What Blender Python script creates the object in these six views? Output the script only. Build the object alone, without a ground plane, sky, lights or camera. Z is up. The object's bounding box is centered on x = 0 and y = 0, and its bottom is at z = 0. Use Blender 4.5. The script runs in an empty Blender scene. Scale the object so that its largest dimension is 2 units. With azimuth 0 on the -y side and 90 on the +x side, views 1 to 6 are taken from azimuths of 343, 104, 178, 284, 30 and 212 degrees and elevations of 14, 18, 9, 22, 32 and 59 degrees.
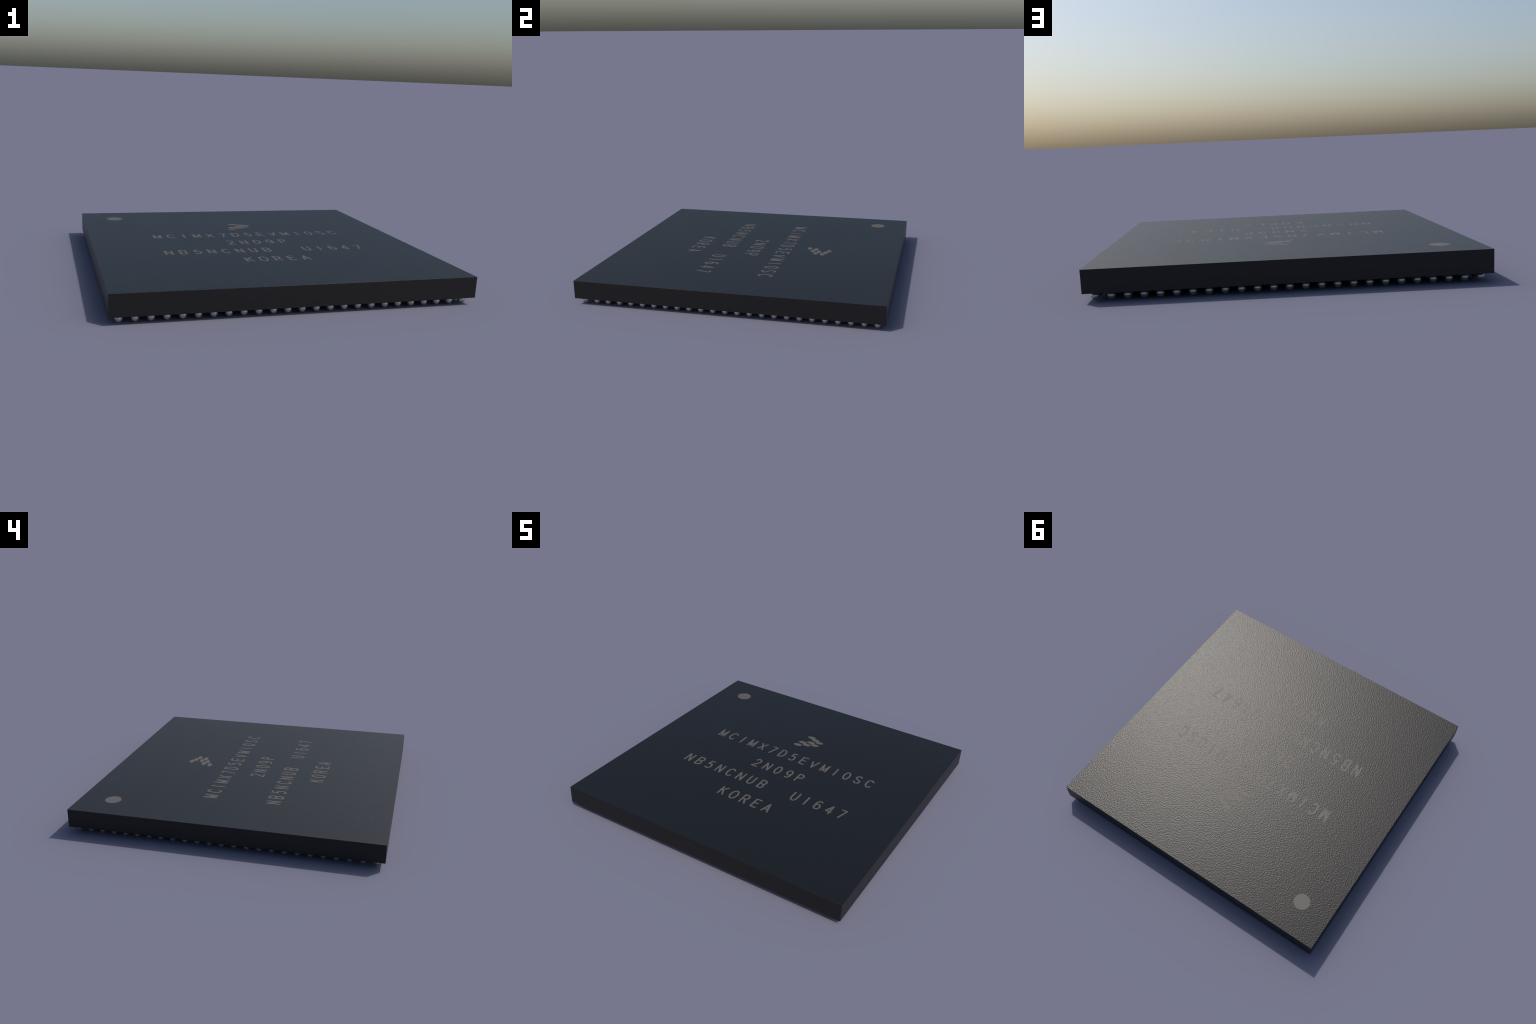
"""Ball grid array microchip: a flat square moulded package standing on a grid
of solder balls, with printed lettering, a dotted emblem and a pin-one dot."""
import bpy, bmesh, math
from mathutils import Vector
from mathutils.geometry import delaunay_2d_cdt

# ------------------------------------------------------------------ sizes
HALF = 1.0                 # half the side of the package
BOTTOM, TOP = 0.0435, 0.1630
PITCH, PER_SIDE = 0.0789, 25
BALL_R, BALL_HALF_H = 0.0212, 0.0221   # slightly taller than wide
PRINT_RISE = 0.0003        # the print stands this little above the mould
CAP_H, CAP_W, STROKE = 0.1035, 0.0535, 0.0121
CHAR_PITCH, LINE_PITCH = 0.0858, 0.2122
TEXT_X, TEXT_Y = 0.0205, 0.1795


# -------------------------------------------------------------- materials
def new_material(name):
    m = bpy.data.materials.new(name)
    m.use_nodes = True
    nt = m.node_tree
    bsdf = nt.nodes["Principled BSDF"]
    return m, nt, bsdf


def object_coords(nt):
    return nt.nodes.new("ShaderNodeTexCoord").outputs["Object"]


def noise(nt, co, scale, detail, rough=0.5):
    n = nt.nodes.new("ShaderNodeTexNoise")
    n.inputs["Scale"].default_value = scale
    n.inputs["Detail"].default_value = detail
    n.inputs["Roughness"].default_value = rough
    nt.links.new(co, n.inputs["Vector"])
    return n.outputs["Fac"]


def ramp(nt, fac, a, b, lo=0.3, hi=0.7):
    r = nt.nodes.new("ShaderNodeValToRGB")
    r.color_ramp.elements[0].position = lo
    r.color_ramp.elements[1].position = hi
    r.color_ramp.elements[0].color = (*a, 1)
    r.color_ramp.elements[1].color = (*b, 1)
    nt.links.new(fac, r.inputs["Fac"])
    return r.outputs["Color"]


def mould_top_material():
    """Moulded epoxy: near black, satin, with a fine pebbled grain."""
    m, nt, b = new_material("pebbled_mould_epoxy")
    co = object_coords(nt)
    col = ramp(nt, noise(nt, co, 60, 2), (0.0058, 0.0060, 0.0065), (0.0074, 0.0076, 0.0082))
    nt.links.new(col, b.inputs["Base Color"])
    b.inputs["Roughness"].default_value = 0.415
    b.inputs["Specular IOR Level"].default_value = 0.385
    grain = noise(nt, co, 116, 0.0, 0.45)
    bump = nt.nodes.new("ShaderNodeBump")
    bump.inputs["Strength"].default_value = 0.16
    bump.inputs["Distance"].default_value = 0.007
    nt.links.new(grain, bump.inputs["Height"])
    nt.links.new(bump.outputs["Normal"], b.inputs["Normal"])
    return m


def mould_side_material():
    """The sawn sides: the same epoxy, matt and smooth."""
    m, nt, b = new_material("sawn_mould_epoxy")
    co = object_coords(nt)
    col = ramp(nt, noise(nt, co, 14, 3), (0.0050, 0.0049, 0.0049), (0.0062, 0.0061, 0.0061))
    nt.links.new(col, b.inputs["Base Color"])
    b.inputs["Roughness"].default_value = 0.42
    b.inputs["Specular IOR Level"].default_value = 0.42
    return m


def print_material():
    m, nt, b = new_material("grey_laser_print")
    co = object_coords(nt)
    col = ramp(nt, noise(nt, co, 40, 2), (0.094, 0.085, 0.075), (0.100, 0.091, 0.081))
    nt.links.new(col, b.inputs["Base Color"])
    b.inputs["Roughness"].default_value = 0.55
    b.inputs["Specular IOR Level"].default_value = 0.42
    return m


def solder_material():
    m, nt, b = new_material("dull_solder")
    co = object_coords(nt)
    col = ramp(nt, noise(nt, co, 90, 2), (0.41, 0.41, 0.42), (0.47, 0.47, 0.48))
    nt.links.new(col, b.inputs["Base Color"])
    b.inputs["Metallic"].default_value = 0.82
    b.inputs["Roughness"].default_value = 0.29
    return m


MOULD_TOP = mould_top_material()
MOULD_SIDE = mould_side_material()
PRINT = print_material()
SOLDER = solder_material()


# ---------------------------------------------------------------- helpers
def add_object(name, mesh, parent, location=(0, 0, 0)):
    ob = bpy.data.objects.new(name, mesh)
    bpy.context.scene.collection.objects.link(ob)
    ob.parent = parent
    ob.location = location
    return ob


def mesh_from_bmesh(bm, name, *mats):
    me = bpy.data.meshes.new(name)
    bm.to_mesh(me)
    bm.free()
    for m in mats:
        me.materials.append(m)
    return me


def plate_mesh(name, loops, mat, thick=0.0012):
    """Union of overlapping flat outlines, given a little thickness.
    The upper face lies at z = 0 and the plate reaches down into the mould."""
    verts, faces = [], []
    for loop in loops:
        s = len(verts)
        verts += [Vector(p) for p in loop]
        faces.append(list(range(s, len(verts))))
    v, _, f, _, _, source = delaunay_2d_cdt(verts, [], faces, 0, 1e-6)
    f = [tri for tri, src in zip(f, source) if src]
    bm = bmesh.new()
    bv = [bm.verts.new((p.x, p.y, 0)) for p in v]
    for tri in f:
        face = bm.faces.new([bv[i] for i in tri])
        face.normal_update()
        if face.normal.z < 0:
            face.normal_flip()
    loose = [x for x in bm.verts if not x.link_faces]
    bmesh.ops.delete(bm, geom=loose, context="VERTS")
    rim = [e for e in bm.edges if len(e.link_faces) == 1]
    ext = bmesh.ops.extrude_edge_only(bm, edges=rim)
    for g in ext["geom"]:
        if isinstance(g, bmesh.types.BMVert):
            g.co.z -= thick
    bmesh.ops.recalc_face_normals(bm, faces=bm.faces)
    return mesh_from_bmesh(bm, name, mat)


# ----------------------------------------------------------- stroke font
def arc(cx, cy, rx, ry, a0, a1, n=12):
    return [(cx + rx * math.cos(math.radians(a0 + (a1 - a0) * i / n)),
             cy + ry * math.sin(math.radians(a0 + (a1 - a0) * i / n))) for i in range(n + 1)]


# Each glyph: strokes drawn by a round pen in a box x -0.5..0.5, y 0..1.
GLYPHS = {
    "M": [[(-.5, .02), (-.5, .95), (0, .06), (.5, .95), (.5, .02)]],
    "N": [[(-.46, .02), (-.46, .95), (.46, .01), (.46, .96)]],
    "C": [arc(.03, .5, .52, .5, 40, 318, 20)],
    "I": [[(0, .01), (0, .95)]],
    "1": [[(0, .01), (0, .96), (-.08, .92)]],
    "X": [[(-.48, .05), (.48, .96)], [(-.46, .93), (.44, .06)]],
    "7": [[(-.30, .98), (.40, .99), (.44, .92), (-.13, 0)]],
    "D": [[(-.05, 1), (-.46, 1), (-.46, 0), (-.05, 0)] + arc(-.05, .5, .51, .5, -90, 90, 14)],
    "5": [[(.28, .99), (-.26, .99), (-.36, .56), (-.12, .63)] + arc(-.04, .32, .47, .32, 90, -140, 16)],
    "E": [[(.42, .98), (-.42, .98), (-.42, .01), (.42, .01)], [(-.42, .52), (.26, .52)]],
    "V": [[(-.5, .80), (-.04, .02), (.5, .97)]],
    "0": [arc(0, .5, .47, .5, 0, 360, 26)],
    "O": [arc(0, .5, .54, .5, 0, 360, 26)],
    "S": [arc(-.0, .75, .42, .25, 35, 235, 12) + [(.2, .46)] + arc(0, .26, .45, .26, 20, -158, 12)],
    "2": [arc(-.02, .72, .43, .28, 160, -25, 12) + [(-.46, 0), (.46, 0)]],
    "9": [arc(0, .68, .43, .32, 0, 360, 18), [(.43, .68)] + arc(-.02, .36, .45, .36, 0, -120, 10)],
    "6": [arc(0, .30, .45, .30, 0, 360, 18), [(-.45, .30)] + arc(.05, .62, .50, .38, 180, 58, 10)],
    "P": [[(-.42, 0), (-.42, 1), (0, 1)] + arc(.06, .735, .38, .265, 90, -90, 10) + [(-.42, .47)]],
    "B": [[(-.44, 0), (-.44, 1), (0, 1)] + arc(.06, .76, .41, .24, 90, -90, 8) + [(-.44, .52)],
          [(0, .52)] + arc(.04, .26, .40, .26, 90, -90, 8) + [(-.44, 0)]],
    "U": [[(-.46, 1), (-.46, .34)] + arc(0, .34, .46, .34, 180, 360, 14) + [(.46, 1)]],
    "4": [[(.22, .01), (.22, .97), (-.46, .26), (.38, .26)]],
    "K": [[(-.44, .03), (-.44, .94)], [(.44, .96), (-.44, .42)], [(-.14, .60), (.46, .03)]],
    "R": [[(-.44, 0), (-.44, 1), (0, 1)] + arc(.06, .745, .36, .255, 90, -90, 10) + [(-.44, .49)],
          [(.0, .49), (.44, 0)]],
    "A": [[(-.5, .01), (0, .95), (.5, .01)], [(-.34, .3), (.34, .3)]],
}


def capsule(p, q, r, n=7):
    """Outline of a round-ended pen stroke from p to q."""
    a = math.atan2(q[1] - p[1], q[0] - p[0])
    pts = []
    for c, start in ((q, a - math.pi / 2), (p, a + math.pi / 2)):
        for i in range(n + 1):
            t = start + math.pi * i / n
            pts.append((c[0] + r * math.cos(t), c[1] + r * math.sin(t)))
    return pts


def glyph_mesh(ch):
    w, h, r = CAP_W - STROKE, CAP_H - STROKE, STROKE / 2
    loops = []
    for stroke in GLYPHS[ch]:
        pts = [(x * w, (y - 0.5) * h) for x, y in stroke]
        for p, q in zip(pts, pts[1:]):
            if (p[0] - q[0]) ** 2 + (p[1] - q[1]) ** 2 > 1e-8:
                loops.append(capsule(p, q, r))
    return plate_mesh("print_" + ch, loops, PRINT)


# ------------------------------------------------------------------ build
chip = bpy.data.objects.new("microchip", None)
bpy.context.scene.collection.objects.link(chip)
chip["label"] = "flat square black microchip on a grid of solder balls"
chip["category"] = "microchip"


def build_package():
    bm = bmesh.new()
    bmesh.ops.create_cube(bm, size=1)
    for v in bm.verts:
        v.co.x *= 2 * HALF
        v.co.y *= 2 * HALF
        v.co.z = TOP if v.co.z > 0 else BOTTOM
    bmesh.ops.bevel(bm, geom=list(bm.edges), offset=0.0007, segments=2, profile=0.5, affect="EDGES")
    bm.normal_update()
    for f in bm.faces:
        f.material_index = 0 if f.normal.z > 0.5 else 1
        f.smooth = f.calc_area() < 0.01
    me = mesh_from_bmesh(bm, "package", MOULD_TOP, MOULD_SIDE)
    return add_object("package", me, chip)


package = build_package()


def build_balls():
    """Solder balls: the outer rings singly, the hidden inner ones joined."""
    bm = bmesh.new()
    bmesh.ops.create_uvsphere(bm, u_segments=24, v_segments=14, radius=BALL_R)
    for v in bm.verts:
        v.co.z *= BALL_HALF_H / BALL_R
    for f in bm.faces:
        f.smooth = True
    ball_me = mesh_from_bmesh(bm, "solder_ball", SOLDER)
    inner = bmesh.new()
    mid = (PER_SIDE - 1) / 2
    for i in range(PER_SIDE):
        for j in range(PER_SIDE):
            ring = min(i, j, PER_SIDE - 1 - i, PER_SIDE - 1 - j)
            at = Vector(((i - mid) * PITCH, (j - mid) * PITCH, BALL_HALF_H))
            if ring < 3:
                add_object("solder_ball", ball_me, chip, at)
            else:
                s = len(inner.verts)
                inner.from_mesh(ball_me)
                inner.verts.ensure_lookup_table()
                bmesh.ops.translate(inner, verts=inner.verts[s:], vec=at)
    grid = add_object("solder_ball_grid", mesh_from_bmesh(inner, "solder_ball_grid", SOLDER), chip)
    grid["kind"] = "stuff"


build_balls()

PRINT_Z = TOP + PRINT_RISE


def build_lettering():
    meshes = {}
    lines = ["MCIMX7D5EVM10SC", "2N09P", "NB5NCNUB  U1647", "KOREA"]
    for row, line in enumerate(lines):
        for col, ch in enumerate(line):
            if ch == " ":
                continue
            if ch not in meshes:
                meshes[ch] = glyph_mesh(ch)
            x = TEXT_X + (col - (len(line) - 1) / 2) * CHAR_PITCH
            y = TEXT_Y - row * LINE_PITCH
            add_object("digit" if ch.isdigit() else "letter", meshes[ch], package, (x, y, PRINT_Z))


def build_emblem():
    """Eight soft-cornered lozenges in a bird-wing pattern, and the round pin-one dot."""
    n, loop = 40, []
    tilt = math.radians(9)
    for i in range(n):
        t = 2 * math.pi * i / n
        c, s = math.cos(t), math.sin(t)
        x = 0.0315 * math.copysign(abs(c) ** 1.2, c)
        y = 0.0172 * math.copysign(abs(s) ** 1.15, s)
        loop.append((x * math.cos(tilt) - y * math.sin(tilt), x * math.sin(tilt) + y * math.cos(tilt)))
    me = plate_mesh("emblem_lozenge", [loop], PRINT)
    spots = [(-.002, .503), (.040, .483), (.081, .4645), (.027, .4335),
             (.0685, .4143), (-.026, .4036), (.0165, .3865), (-.0405, .354)]
    for k, (x, y) in enumerate(spots):
        add_object("emblem_lozenge", me, package, (x, y, PRINT_Z + 0.00003 * k))
    r = 0.0535
    dot = [(r * math.cos(2 * math.pi * i / 48), r * math.sin(2 * math.pi * i / 48)) for i in range(48)]
    add_object("orientation_dot", plate_mesh("orientation_dot", [dot], PRINT), package, (-.7895, .779, PRINT_Z))


build_lettering()
build_emblem()
